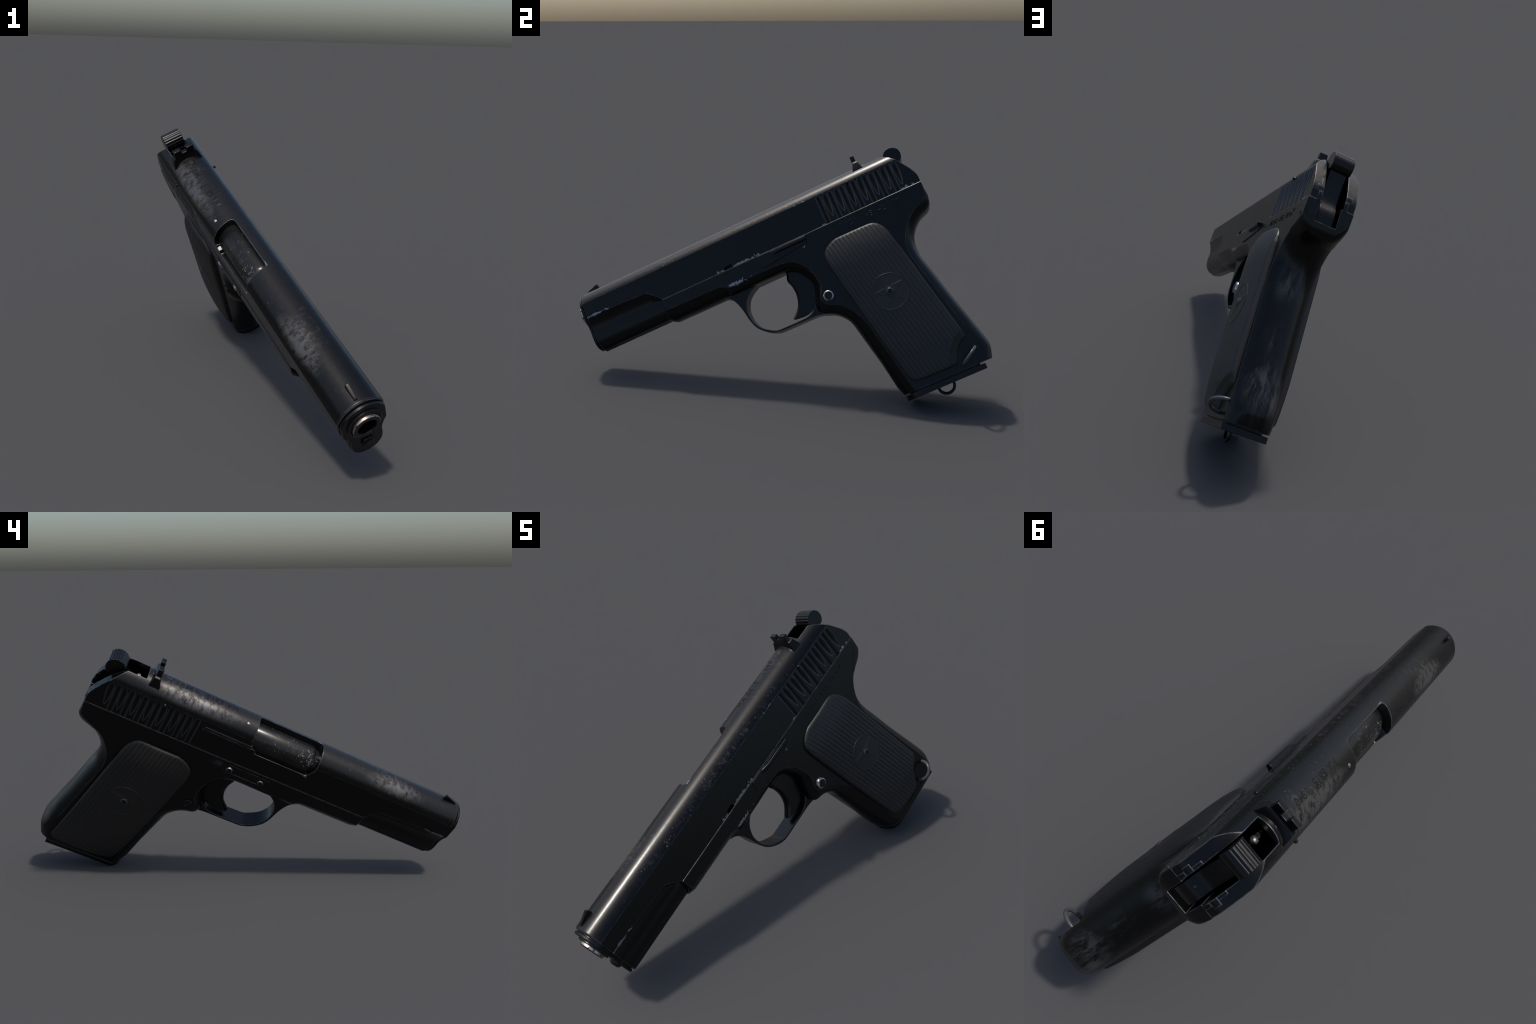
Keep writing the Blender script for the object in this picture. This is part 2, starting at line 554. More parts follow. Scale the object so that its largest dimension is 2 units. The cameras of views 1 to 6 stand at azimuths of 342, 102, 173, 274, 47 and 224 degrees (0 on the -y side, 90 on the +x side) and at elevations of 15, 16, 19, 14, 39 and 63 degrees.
def build_rear_sight():
    """Flared base that saddles the slide, carrying a notched blade."""
    bm = bmesh.new()
    rows = [(0.2130, 0.2630, 0.0680, 0.180), (0.2145, 0.2620, 0.0670, 0.191), (0.2195, 0.2545, 0.0625, 0.2100),
            (0.2240, 0.2505, 0.0585, 0.2240), (0.2270, 0.2498, 0.0500, 0.2285), (0.2288, 0.2492, 0.0482, 0.2300), (0.2290, 0.2490, 0.0475, 0.2630)]
    rings = []
    for x0, x1, w, z in rows:
        rings.append([bm.verts.new(p) for p in ((x0, -w, z), (x1, -w, z), (x1, w, z), (x0, w, z))])
    for r, s in zip(rings, rings[1:]):
        for i in range(4):
            bm.faces.new((r[i], r[(i + 1) % 4], s[(i + 1) % 4], s[i]))
    bm.faces.new(rings[0])
    bm.faces.new(rings[-1])
    me = to_mesh(bm, "rear_sight")

    def notch(bm):
        lo = [bm.verts.new((x, y, z)) for x in (0.20, 0.27) for y, z in ((-0.0145, 0.27), (0.0145, 0.27), (0.0120, 0.2430), (-0.0120, 0.2430))]
        bm.faces.new(lo[:4])
        bm.faces.new(lo[4:])
        for i in range(4):
            bm.faces.new((lo[i], lo[(i + 1) % 4], lo[4 + (i + 1) % 4], lo[4 + i]))

    return carve(me, notch)


finish(add("rear_sight", build_rear_sight(), small_mat, slide), 0.0022)

# firing pin tip and the cross pin that holds it
turned("firing_pin", [(0.0145 * math.sin(t), -0.0145 * math.cos(t)) for t in ellipse_range(8, 0.0, math.pi * 0.8)] + [(0.006, 0.08)],
       (0.168, 0.003, 0.1560), (1, 0, -0.2), pin_mat, slide, 20)
for s in (1, -1):
    turned("cross_pin", [(0.0, 0.0075), (0.004, 0.0068), (0.0068, 0.0035), (0.0075, -0.004), (0.0075, -0.02)],
           (0.310, s * 0.0940, 0.1405), (0, s, 0), small_mat, slide, 16)


# ------------------------------------------------------------------ barrel, bushing, guide rod
def nose_outline(scale, n=2):
    half = slide_section(0.074)
    ring = [(y * scale, 0.058 + (z - 0.058) * scale) for y, z in half]
    return ring + [(-y, z) for y, z in reversed(ring[1:-1])]


def build_bushing():
    bm = bmesh.new()
    loops = []
    for x, s in ((1.700, 0.90), (1.7365, 0.90), (1.7370, 0.925), (1.7395, 0.950), (1.7475, 0.945), (1.7500, 0.925)):
        loops.append([bm.verts.new((x, y, z)) for y, z in nose_outline(s)])
    n = len(loops[0])
    for p, q in zip(loops, loops[1:]):
        for i in range(n):
            bm.faces.new((p[i], p[(i + 1) % n], q[(i + 1) % n], q[i]))
    bm.faces.new(loops[0])
    bm.faces.new(loops[-1])
    me = to_mesh(bm, "bushing")

    def neck(bm):
        lathe(bm, [(0.0, 1.72), (0.0695, 1.72), (0.0695, 1.7560), (0.0665, 1.7585), (0.0, 1.7585)], (0, 0, 0.106), (1, 0, 0), 40)

    def bore(bm):
        lathe(bm, [(0.0, 1.60), (0.0585, 1.60), (0.0575, 1.9), (0.0, 1.9)], (0, 0, 0.106), (1, 0, 0), 40)

    return carve(carve(me, neck, mode="UNION"), bore)


bushing = finish(add("barrel_bushing", build_bushing(), small_mat, smooth=42))
turned("muzzle", [(0.0365, 1.45), (0.0365, 1.767), (0.0390, 1.7712), (0.0515, 1.7712), (0.0530, 1.7690), (0.0530, 1.60), (0.0365, 1.45)],
       (0, 0, 0.106), (1, 0, 0), muzzle_mat, None, 40, 30)
turned("muzzle_rim", [(0.0520, 1.7700), (0.0545, 1.7680), (0.0548, 1.7640), (0.0548, 1.73)], (0, 0, 0.106), (1, 0, 0), muzzle_rim_mat, None, 40, 30)
turned("bore_lining", [(0.0, 1.50), (0.0358, 1.50), (0.0358, 1.7655)], (0, 0, 0.106), (1, 0, 0), dark_mat, None, 24)
turned("guide_rod", [(0.0, 1.764), (0.0150, 1.764), (0.0240, 1.7580), (0.0255, 1.7540), (0.0255, 1.73), (0.0, 1.73)],
       (0, 0, -0.020), (1, 0, 0), small_mat, bushing, 28, 30)
barrel = turned("barrel", [(0.0, 0.705), (0.073, 0.705), (0.0755, 0.712), (0.0755, 0.985), (0.0735, 1.000), (0.064, 1.014), (0.060, 1.10), (0.0, 1.10)],
                (0, -0.002, 0.106), (1, 0, 0), barrel_mat, None, 48, 30)


# ------------------------------------------------------------------ frame
# Each row: edge of the flat side (x, z), outline at the middle (x, z), depth of the rounding in y.
FRAME = [
    (0.000, -0.004, 0.000, 0.000, 0.004), (0.003, -0.045, -0.001, -0.045, 0.010), (0.007, -0.066, -0.004, -0.072, 0.024),
    (0.024, -0.080, 0.002, -0.102, 0.050), (0.052, -0.096, 0.020, -0.123, 0.065), (0.080, -0.110, 0.045, -0.135, 0.075),
    (0.107, -0.128, 0.070, -0.147, 0.082), (0.138, -0.156, 0.104, -0.176, 0.086), (0.166, -0.200, 0.128, -0.210, 0.088),
    (0.181, -0.244, 0.141, -0.252, 0.088), (0.184, -0.300, 0.141, -0.308, 0.088), (0.168, -0.382, 0.123, -0.387, 0.088),
    (0.136, -0.527, 0.092, -0.530, 0.086), (0.104, -0.671, 0.057, -0.671, 0.080), (0.084, -0.770, 0.033, -0.778, 0.070),
    (0.080, -0.815, 0.036, -0.822, 0.060), (0.090, -0.859, 0.050, -0.861, 0.050),
    (0.130, -0.860, 0.130, -0.861, 0.004), (0.250, -0.860, 0.250, -0.861, 0.004), (0.380, -0.860, 0.390, -0.861, 0.004),
    (0.417, -0.860, 0.474, -0.862, 0.086), (0.452, -0.690, 0.511, -0.692, 0.086), (0.490, -0.508, 0.5475, -0.522, 0.086),
    (0.510, -0.459, 0.557, -0.478, 0.082), (0.529, -0.422, 0.572, -0.443, 0.075), (0.556, -0.389, 0.603, -0.408, 0.065),
    (0.584, -0.366, 0.636, -0.388, 0.055), (0.622, -0.349, 0.664, -0.376, 0.048), (0.637, -0.325, 0.682, -0.343, 0.062),
    (0.635, -0.300, 0.672, -0.300, 0.066), (0.619, -0.264, 0.658, -0.260, 0.066), (0.618, -0.229, 0.652, -0.221, 0.066),
    (0.630, -0.179, 0.668, -0.180, 0.066), (0.652, -0.135, 0.684, -0.155, 0.066), (0.688, -0.101, 0.703, -0.137, 0.066),
    (0.722, -0.088, 0.736, -0.122, 0.066), (0.769, -0.082, 0.780, -0.118, 0.060), (0.868, -0.080, 0.870, -0.117, 0.050),
    (0.960, -0.080, 0.960, -0.117, 0.046), (1.024, -0.081, 1.022, -0.117, 0.050), (1.032, -0.076, 1.032, -0.117, 0.072),
    (1.056, -0.066, 1.056, -0.117, 0.084), (1.085, -0.061, 1.085, -0.117, 0.087), (1.200, -0.060, 1.200, -0.117, 0.088),
    (1.318, -0.058, 1.334, -0.117, 0.088), (1.345, -0.055, 1.366, -0.099, 0.080),
    (1.347, -0.030, 1.351, -0.030, 0.006), (1.347, -0.004, 1.350, 0.000, 0.004),
]


def build_frame():
    bm = bmesh.new()
    steps = 7
    rows = []

    def body(i):
        """Half width and leanness of the rounding, by row."""
        if 40 <= i <= 45:
            return WIDE, 2.2                       # round-bellied dust cover
        if 27 <= i <= 39:
            return WIDE - 0.0012, 2.5             # tapered rim round the trigger
        if 6 <= i <= 26:
            return 0.0914, 2.8                    # grip
        return WIDE, 3.2

    for i, (px, pz, qx, qz, depth) in enumerate(FRAME):
        rows.append((px, pz, qx, qz, depth, *body(i)))
        nxt = FRAME[(i + 1) % len(FRAME)]
        if 3 <= i <= 14 or 20 <= i <= 36 or 39 <= i <= 42:      # curved stretches: round them off
            a, b = FRAME[i - 1], FRAME[(i + 2) % len(FRAME)]
            for t in (1 / 3, 2 / 3):
                rows.append((*(0.5 * (2 * v + (w - u) * t + (2 * u - 5 * v + 4 * w - x) * t * t
                                         + (3 * v - u - 3 * w + x) * t ** 3)
                                  for u, v, w, x in zip(a, FRAME[i], nxt, b)), *body(i)))
    n = len(rows)
    sides = {}
    for s in (1, -1):
        rings = []
        for k in range(steps + 1):
            th = math.pi / 2 * k / steps
            g = 1 - max(0.0, math.cos(th))
            rings.append([bm.verts.new((px + (qx - px) * (1 - (1 - g) ** e), s * (w - d * g), pz + (qz - pz) * (1 - (1 - g) ** e)))
                          for px, pz, qx, qz, d, w, e in rows])
        bm.faces.new(rings[0])
        for a, b in zip(rings, rings[1:]):
            for i in range(n):
                bm.faces.new((a[i], a[(i + 1) % n], b[(i + 1) % n], b[i]))
        sides[s] = rings[-1]
    a, b = sides[1], sides[-1]
    for i in range(n):
        bm.faces.new((a[i], a[(i + 1) % n], b[(i + 1) % n], b[i]))
    me = to_mesh(bm, "frame")

    def hammer_well(bm):
        prism(bm, [(-0.1, -0.070), (0.20, -0.100), (0.20, 0.05), (-0.1, 0.05)], -0.0425, 0.0425)

    def trigger_well(bm):
        prism(bm, [(0.60, -0.33), (0.69, -0.335), (0.765, -0.05), (0.60, -0.05)], -0.026, 0.026)

    return carve(me, hammer_well, trigger_well)


frame = finish(add("frame", build_frame(), frame_mat, smooth=30))

# trigger guard: a thin strap, thickening where it meets the frame
outer = smooth_curve([(1.072, -0.113), (1.045, -0.129), (1.024, -0.160), (1.008, -0.210), (1.000, -0.253), (0.985, -0.297),
                      (0.960, -0.329), (0.930, -0.352), (0.905, -0.363), (0.880, -0.368), (0.790, -0.369), (0.702, -0.370), (0.664, -0.377), (0.630, -0.389)], 4)
inner = smooth_curve([(0.640, -0.330), (0.682, -0.326), (0.704, -0.345), (0.728, -0.355), (0.756, -0.359), (0.820, -0.359), (0.877, -0.358), (0.904, -0.353),
                      (0.954, -0.320), (0.977, -0.288), (0.989, -0.253), (0.990, -0.207), (0.970, -0.163), (0.941, -0.1365), (0.905, -0.117), (0.890, -0.100)], 4)
bm = bmesh.new()
prism(bm, outer + inner + [(0.95, -0.09), (1.05, -0.09)], -0.0445, 0.0445)
finish(add("trigger_guard", to_mesh(bm, "trigger_guard"), frame_mat, frame), 0.0022)


# ------------------------------------------------------------------ grip panels
AXIS = 0.21                                    # lean of the grip: x shifts this much per unit z
STAR = (0.3375, -0.4145)
FRONT = [(0.468, -0.081), (0.490, -0.087), (0.510, -0.097), (0.527, -0.108), (0.540, -0.122), (0.546, -0.140), (0.547, -0.165), (0.543, -0.200),
         (0.526, -0.291), (0.482, -0.515), (0.425, -0.790), (0.418, -0.808), (0.400, -0.822), (0.375, -0.8275), (0.350, -0.829)]
BACK_CLEAR = [(0.300, -0.080), (0.278, -0.085), (0.258, -0.098), (0.240, -0.123), (0.229, -0.152), (0.208, -0.254), (0.179, -0.409), (0.104, -0.780),
              (0.1005, -0.800), (0.104, -0.816), (0.114, -0.826), (0.130, -0.829)]
BACK_NOTCH = [(0.300, -0.080), (0.278, -0.085), (0.258, -0.098), (0.240, -0.123), (0.229, -0.152), (0.208, -0.254), (0.179, -0.409), (0.115, -0.728),
              (0.140, -0.743), (0.158, -0.757), (0.172, -0.774), (0.184, -0.793), (0.1935, -0.812), (0.201, -0.829)]


def bound(curve, z):
    for (x0, z0), (x1, z1) in zip(curve, curve[1:]):
        if z0 >= z >= z1:
            return x0 + (x1 - x0) * (z0 - z) / max(1e-9, z0 - z1)
    return curve[0][0] if z > curve[0][1] else curve[-1][0]


def across(x, z):
    return x - STAR[0] - AXIS * (z - STAR[1])


def dome(x, z):
    """Height of the smooth grip surface before the ribs are cut."""
    u = across(x, z)
    y = 0.1300 - (0.58 if u > 0 else 0.55) * u * u
    up, down = max(0.0, z + 0.235) / 0.155, max(0.0, -0.640 - z) / 0.19
    y -= 0.024 * up ** 2.2 + 0.012 * down ** 1.6
    return y


def edge_distance(x, z, back):
    d = 9.0
    for curve in (FRONT, back):
        for (x0, z0), (x1, z1) in zip(curve, curve[1:]):
            ax, az = x1 - x0, z1 - z0
            t = max(0.0, min(1.0, ((x - x0) * ax + (z - z0) * az) / (ax * ax + az * az)))
            d = min(d, math.hypot(x - x0 - ax * t, z - z0 - az * t))
    d = min(d, abs(z + 0.0805), abs(z + 0.829))
    return d


NOTCH = BACK_NOTCH[7:]


def notch_distance(x, z):
    """Distance to the scooped corner that clears the lanyard loop."""
    d = 9.0
    for (x0, z0), (x1, z1) in zip(NOTCH, NOTCH[1:]):
        ax, az = x1 - x0, z1 - z0
        t = max(0.0, min(1.0, ((x - x0) * ax + (z - z0) * az) / (ax * ax + az * az)))
        d = min(d, math.hypot(x - x0 - ax * t, z - z0 - az * t))
    return d


def grip_height(x, z, back, ribs=True):
    d = edge_distance(x, z, back)
    y = dome(x, z)
    scoop = 0.0
    if back is BACK_NOTCH and z < -0.66:
        scoop = min(1.0, max(0.0, 1.0 - notch_distance(x, z) / 0.036))
        y = y + (0.098 - y) * scoop ** 0.8
    r = 0.016
    if d < r:
        y -= 0.0085 * (1 - math.sqrt(max(0.0, 1 - (1 - d / r) ** 2)))
    if ribs:
        u = across(x, z) / 0.0195 + 0.36
        f = abs(u - math.floor(u) - 0.5) * 2          # 1 in the valley, 0 on the crown
        cut = 0.0024 * max(0.0, (f - 0.42) / 0.58) ** 1.7
        fade = min(1.0, max(0.0, (d - 0.004) / 0.009)) * min(1.0, max(0.0, 1.0 - scoop * 12))
        if math.hypot(x - STAR[0], z - STAR[1]) < 0.083:
            fade = 0.0
        y -= cut * fade
    return y


def build_grip(side, back):
    bm = bmesh.new()
    cols, rows = 230, 150
    z_list = []
    top, bottom = -0.0805, -0.829
    for i in range(rows + 1):                         # closer rows at both ends
        t = i / rows
        t = t - 0.075 * math.sin(2 * math.pi * t) / (2 * math.pi) * 6
        z_list.append(top + (bottom - top) * min(1.0, max(0.0, t)))
    z_list = sorted(set(z_list), reverse=True)
    grid = []
    for z in z_list:
        x0, x1 = bound(back, z), bound(FRONT, z)
        line = []
        for j in range(cols + 1):
            x = x0 + (x1 - x0) * j / cols
            line.append(bm.verts.new((x, side * grip_height(x, z, back), z)))
        grid.append(line)
    for a, b in zip(grid, grid[1:]):
        for j in range(cols):
            bm.faces.new((a[j], a[j + 1], b[j + 1], b[j]))
    rim = grid[0][:] + [r[-1] for r in grid[1:-1]] + grid[-1][::-1] + [r[0] for r in grid[-2:0:-1]]
    foot = [bm.verts.new((v.co.x, side * (WIDE - 0.004), v.co.z)) for v in rim]
    m = len(rim)
    for i in range(m):
        bm.faces.new((rim[i], rim[(i + 1) % m], foot[(i + 1) % m], foot[i]))
    return to_mesh(bm, "grip_panel")


def disc_on_dome(bm, side, back, radii):
    """Rings draped on the grip: (radius, lift) pairs, closed at the centre."""
    n = 64
    prev = None
    for r, lift in radii:
        ring = []
        for i in range(n):
            t = 2 * math.pi * i / n
            x, z = STAR[0] + r * math.cos(t), STAR[1] + r * math.sin(t)
            ring.append(bm.verts.new((x, side * (dome(x, z) + lift), z)))
        if prev:
            for i in range(n):
                bm.faces.new((prev[i], prev[(i + 1) % n], ring[(i + 1) % n], ring[i]))
        prev = ring
    bm.faces.new(prev)


def build_star(side):
    """Five-pointed star lying on the emblem, each point with a sloping border."""
    bm = bmesh.new()
    pts = []
    for i in range(10):
        r = 0.0765 if i % 2 == 0 else 0.0305
        t = math.radians(14.5 + 36 * i)
        pts.append((r * math.cos(t), r * math.sin(t)))
    cuts = 8

    def ring(f, lift):
        out = []
        for i in range(10):
            (ax, az), (bx, bz) = pts[i], pts[(i + 1) % 10]
            for k in range(cuts):
                x = STAR[0] + f * (ax + (bx - ax) * k / cuts)
                z = STAR[1] + f * (az + (bz - az) * k / cuts)
                out.append(bm.verts.new((x, side * (dome(x, z) + lift), z)))
        return out

    loops = [ring(1.0, -0.001), ring(0.97, 0.0008)] + [ring(f, 0.0009) for f in (0.85, 0.7, 0.55, 0.4, 0.25, 0.1)]
    n = len(loops[0])
    for a, b in zip(loops, loops[1:]):
        for i in range(n):
            bm.faces.new((a[i], a[(i + 1) % n], b[(i + 1) % n], b[i]))
    bm.faces.new(loops[-1])
    return to_mesh(bm, "star_emblem")


for side, back in ((1, BACK_NOTCH), (-1, BACK_CLEAR)):
    panel = add("grip_panel", build_grip(side, back), grip_mat, frame, 50)
    bm = bmesh.new()
    disc_on_dome(bm, side, back, [(0.0858, -0.008), (0.0848, 0.0006), (0.0836, 0.0015), (0.0824, 0.0013), (0.0815, 0.0002)] + [(r, 0.0002) for r in (0.07, 0.06, 0.05, 0.04, 0.03, 0.02, 0.01)])
    add("emblem_disc", to_mesh(bm, "emblem_disc"), grip_mat, panel, 50)
    add("star_emblem", build_star(side), grip_mat, panel, 25)
    y = dome(*STAR)
    ringed_pin("grip_screw", 0.0182, 0.0060, (STAR[0], side * y, STAR[1]), (0, side, 0), panel, 0.62, wire_mat)
    turned("screw_recess", [(0.0178, 0.0015), (0.0205, 0.0026), (0.0235, 0.0018), (0.0240, -0.004)],
           (STAR[0], side * y, STAR[1]), (0, side, 0), grip_mat, panel, 24)


# ------------------------------------------------------------------ hammer and trigger
def build_hammer():
    cx, cz, r = 0.0655, 0.1800, 0.0415
    start, end, n = math.radians(235), math.radians(-60), 132
    arc = []
    for i in range(n + 1):
        t = start + (end - start) * i / n
        u = (start - t) / math.radians(19.0)
        w = abs(math.sin(math.pi * u))
        grooved = math.radians(-40) < t < math.radians(150)
        arc.append((cx + (r + (0.0030 * (w ** 0.6) - 0.0014 if grooved else 0.0012)) * math.cos(t),
                    cz + (r + (0.0030 * (w ** 0.6) - 0.0014 if grooved else 0.0012)) * math.sin(t)))
    bm = bmesh.new()
    prism(bm, arc, -0.0430, 0.0430)
    body = smooth_curve([(0.050, 0.160), (0.056, 0.115), (0.054, 0.060), (0.046, 0.016), (0.026, -0.020), (0.022, -0.055), (0.030, -0.110)], 4)
    body += [(0.160, -0.100), (0.170, 0.000), (0.150, 0.080), (0.120, 0.140), (0.098, 0.170)]
    prism(bm, body, -0.0340, 0.0340)
    return to_mesh(bm, "hammer")


hammer = finish(add("hammer", build_hammer(), hammer_mat, smooth=24), 0.0014, 2, 50)
# breech floor in front of the hammer
bm = bmesh.new()
prism(bm, [(0.085, -0.05), (0.158, -0.05), (0.158, 0.128), (0.140, 0.138), (0.105, 0.150)], -0.0440, 0.0440)
add("breech_floor", to_mesh(bm, "breech_floor"), dark_mat, slide)

# stepped inserts of the hammer block, flush in the back of the slide
BACKLINE = [(0.098, 0.183), (0.062, 0.145), (0.029, 0.095), (0.006, 0.052), (-0.001, 0.018), (0.0, 0.0)]


def back_x(z):
    for (x0, z0), (x1, z1) in zip(BACKLINE, BACKLINE[1:]):
        if z0 >= z >= z1:
            return x0 + (x1 - x0) * (z0 - z) / (z0 - z1)
    return 0.0


for s in (1, -1):
    bm = bmesh.new()
    for y0, y1, z0, z1 in ((0.0470, 0.0605, 0.062, 0.092), (0.0470, 0.0740, 0.034, 0.0615), (0.0470, 0.0640, 0.0005, 0.0335)):
        lvl = [z0 + (z1 - z0) * i / 6 for i in range(7)]
        front, skin = [], []
        for z in lvl:
            front.append([bm.verts.new((back_x(z) - 0.0022, s * y, z)) for y in (y0, y1)])
            skin.append([bm.verts.new((back_x(z) + 0.010, s * y, z)) for y in (y0, y1)])
        for i in range(6):
            bm.faces.new((front[i][0], front[i][1], front[i + 1][1], front[i + 1][0]))
            for k in (0, 1):
                bm.faces.new((front[i][k], front[i + 1][k], skin[i + 1][k], skin[i][k]))
            bm.faces.new((skin[i][0], skin[i][1], skin[i + 1][1], skin[i + 1][0]))
        for e in (0, -1):
            bm.faces.new((front[e][0], front[e][1], skin[e][1], skin[e][0]))
    finish(add("hammer_block", to_mesh(bm, "hammer_block"), slide_mat, frame), 0.0012)

face = smooth_curve([(0.748, -0.108), (0.758, -0.132), (0.764, -0.157), (0.753, -0.190), (0.750, -0.238), (0.767, -0.290), (0.808, -0.333)], 5)
heel = smooth_curve([(0.803, -0.3400), (0.770, -0.3440), (0.739, -0.3435), (0.700, -0.331), (0.662, -0.300)], 3) + [(0.640, -0.26), (0.640, -0.20), (0.67, -0.11)]
bm = bmesh.new()
rings = []
for y, back in ((-0.0225, 0.0135), (-0.0205, 0.0110), (-0.0140, 0.0050), (-0.0070, 0.0012), (0.0, 0.0),
                (0.0070, 0.0012), (0.0140, 0.0050), (0.0205, 0.0110), (0.0225, 0.0135)):
    rings.append([bm.verts.new((x - back, y, z - back * 0.25)) for x, z in face] + [bm.verts.new((x - back * 0.4, y, z + back * 0.2)) for x, z in heel])
for p, q in zip(rings, rings[1:]):
    for i in range(len(p)):
        bm.faces.new((p[i], p[(i + 1) % len(p)], q[(i + 1) % len(p)], q[i]))
bm.faces.new(rings[0])
bm.faces.new(rings[-1])
finish(add("trigger", to_mesh(bm, "trigger"), small_mat, smooth=35))


# ------------------------------------------------------------------ controls and pins
stop_outline = smooth_curve([(0.846, -0.020), (0.8455, -0.050), (0.832, -0.066), (0.809, -0.0655)], 4)[:-1] + \
    [(0.809, -0.0655), (0.612, -0.0440), (0.598, -0.0380), (0.593, -0.028), (0.593, -0.007), (0.775, -0.0045), (0.838, -0.0045)]
bm = bmesh.new()
prism(bm, stop_outline, 0.085, WIDE + 0.0040)
stop = finish(add("slide_stop", to_mesh(bm, "slide_stop"), small_mat), 0.002)
bm = bmesh.new()                                       # thumb ledge along the top, tapering off forwards
a = [bm.verts.new(p) for p in ((0.592, 0.090, -0.006), (0.592, 0.1105, -0.0075), (0.592, 0.1150, -0.016), (0.592, 0.1120, -0.0265), (0.592, 0.090, -0.0290))]
b = [bm.verts.new(p) for p in ((0.735, 0.090, -0.006), (0.735, 0.1085, -0.0075), (0.735, 0.1120, -0.016), (0.735, 0.1095, -0.0265), (0.735, 0.090, -0.0290))]
c = [bm.verts.new(p) for p in ((0.785, 0.090, -0.006), (0.785, 0.0950, -0.0080), (0.785, 0.0955, -0.016), (0.785, 0.0950, -0.0265), (0.785, 0.090, -0.0290))]
for p, q in ((a, b), (b, c)):
    for i in range(5):
        bm.faces.new((p[i], p[(i + 1) % 5], q[(i + 1) % 5], q[i]))
bm.faces.new(a)
bm.faces.new(c)
finish(add("thumb_ledge", to_mesh(bm, "thumb_ledge"), small_mat, stop), 0.0022)

ringed_pin("trigger_pin", 0.0262, 0.0150, (0.6025, WIDE, -0.3145), (0, 1, 0), frame)


def build_slotted_screw():
    bm = bmesh.new()
    lathe(bm, [(0.0, 0.0055), (0.0195, 0.0055), (0.0225, 0.0035), (0.0225, -0.01), (0.0, -0.01)], (0.6045, -WIDE + 0.001, -0.3155), (0, -1, 0), 32)
    me = to_mesh(bm, "slotted_screw")

    def slot(bm):
        c, t = Vector((0.6045, 0, -0.3155)), math.radians(62)
        d, w = Vector((math.cos(t), 0, math.sin(t))) * 0.04, Vector((-math.sin(t), 0, math.cos(t))) * 0.0032
        prism(bm, [((c + p).x, (c + p).z) for p in (d + w, d - w, -d - w, -d + w)], -0.12, -WIDE - 0.0015)

    return carve(me, slot)


finish(add("slotted_screw", build_slotted_screw(), small_mat, frame))

# spring clip on the right side: a rounded plate with a long window and two pins
clip = smooth_curve([(0.668, -0.018), (0.662, -0.030), (0.662, -0.052), (0.670, -0.066)], 3)[:-1] + [(0.670, -0.0665), (0.868, -0.0675)] + \
    smooth_curve([(0.880, -0.063), (0.888, -0.048), (0.8885, -0.030), (0.876, -0.0155)], 3) + [(0.675, -0.0135)]
bm = bmesh.new()
prism(bm, clip, -WIDE - 0.0026, -0.085)
clip_me = to_mesh(bm, "retaining_clip")


def clip_window(bm):
    prism(bm, [(0.700, -0.0285), (0.834, -0.0280), (0.834, -0.0570), (0.700, -0.0575)], -0.11, -WIDE - 0.0006)


clip_ob = finish(add("retaining_clip", carve(clip_me, clip_window), small_mat), 0.0)
for x, z, r in ((0.6905, -0.0415, 0.0160), (0.8430, -0.0435, 0.0140)):
    ringed_pin("clip_pin", r, 0.0090, (x, -WIDE, z), (0, -1, 0), clip_ob)

# lanyard ring standing out of the left side behind the grip notch
mid, along = Vector((0.1405, 0.090, -0.8135)), Vector((0.0405, 0.0, -0.0260))
tube("lanyard_loop", [mid + along * math.cos(t) + Vector((0, -0.010 + 0.066 * math.sin(t) ** 0.8, 0)) for t in ellipse_range(24, 0.0, math.pi)],
     0.0078, wire_mat, frame)


# ------------------------------------------------------------------ magazine
def base_outline(inset):
    pts = [(0.090 + inset, -0.0895 + inset), (0.400, -0.0895 + inset)]
    w = 0.0895 - inset
    for t in ellipse_range(14, -math.pi / 2, math.pi / 2):
        pts.append((0.4135 + (0.0565 - inset) * math.cos(t) ** 0.9 if abs(math.cos(t)) > 1e-6 else 0.4135, w * math.sin(t)))
    return pts + [(0.400, 0.0895 - inset), (0.090 + inset, 0.0895 - inset)]


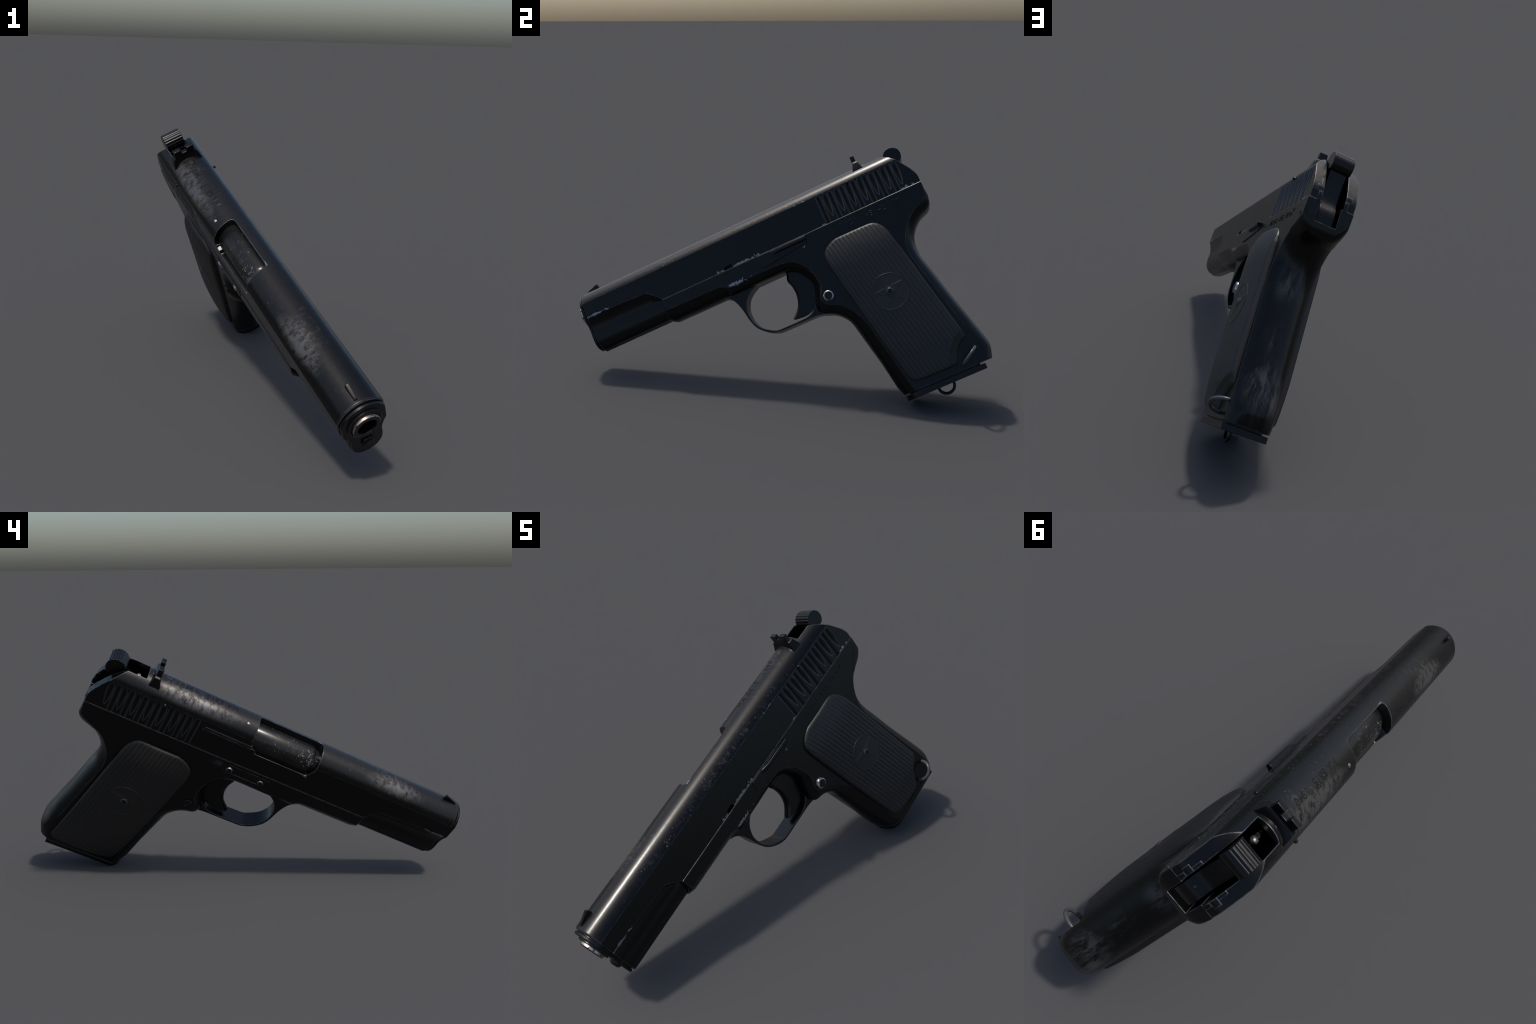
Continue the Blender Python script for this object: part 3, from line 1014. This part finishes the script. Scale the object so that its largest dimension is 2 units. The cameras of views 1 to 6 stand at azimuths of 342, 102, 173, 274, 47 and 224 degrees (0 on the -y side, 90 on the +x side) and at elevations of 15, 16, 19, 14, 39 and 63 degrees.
bm = bmesh.new()
loops = []
for inset, z in ((0.020, -0.850), (0.020, -0.8675), (0.0015, -0.8680), (0.0, -0.8695), (0.0, -0.8905), (0.0015, -0.8925)):
    loops.append([bm.verts.new((x, y, z)) for x, y in base_outline(inset)])
n = len(loops[0])
for p, q in zip(loops, loops[1:]):
    for i in range(n):
        bm.faces.new((p[i], p[(i + 1) % n], q[(i + 1) % n], q[i]))
bm.faces.new(loops[0])
bm.faces.new(loops[-1])
mag = finish(add("magazine", to_mesh(bm, "magazine"), small_mat, smooth=30))
tube("magazine_loop", [(0.2835 + 0.0365 * math.cos(t), 0.004, -0.894 + 0.0345 * math.sin(t)) for t in ellipse_range(20, math.pi * 0.94, math.pi * 2.06)],
     0.0068, small_mat, mag)


# ------------------------------------------------------------------ stamped marks
def lettering(name, text, size, spot, mat, parent, wrap=False, depth=0.0012, spacing=1.0):
    """Text turned to mesh and laid on the gun; spot maps (u, v) on the line of text to a point."""
    cu = bpy.data.curves.new(name, "FONT")
    cu.body, cu.size, cu.align_x, cu.align_y, cu.space_character = text, size, "LEFT", "CENTER", spacing
    cu.resolution_u = 3
    tmp = bpy.data.objects.new(name, cu)
    bpy.context.scene.collection.objects.link(tmp)
    me = bpy.data.meshes.new_from_object(tmp.evaluated_get(bpy.context.evaluated_depsgraph_get()))
    bpy.data.objects.remove(tmp)
    bm = bmesh.new()
    bm.from_mesh(me)
    flat = bm.faces[:]
    ext = bmesh.ops.extrude_face_region(bm, geom=flat)
    for v in (g for g in ext["geom"] if isinstance(g, bmesh.types.BMVert)):
        v.co.z = depth
    for v in bm.verts:
        v.co = spot(v.co.x, v.co.y, v.co.z)
    bm.to_mesh(me)
    bm.free()
    ob = add(name, me, mat, parent, 0)
    ob["kind"] = "stuff"
    return ob


def crown(u, v, h):
    x, y = 0.612 - u, -v - 0.002
    return Vector((x, y, BORE_Z + math.sqrt(BORE_R ** 2 - y * y) - 0.0001 + h))


lettering("slide_lettering", "HA 8815   1940", 0.041, crown, stamp_mat, slide, spacing=1.02)
lettering("frame_lettering", "И 0С1  145  42 0 К", 0.036, lambda u, v, h: Vector((0.440 - u, WIDE - 0.0002 + h, -0.042 + v)), stamp_mat, frame, spacing=1.06)
lettering("inspection_mark", "0", 0.028, lambda u, v, h: Vector((0.045 - u, WIDE - 0.0002 + h, -0.062 + v)), stamp_mat, frame)
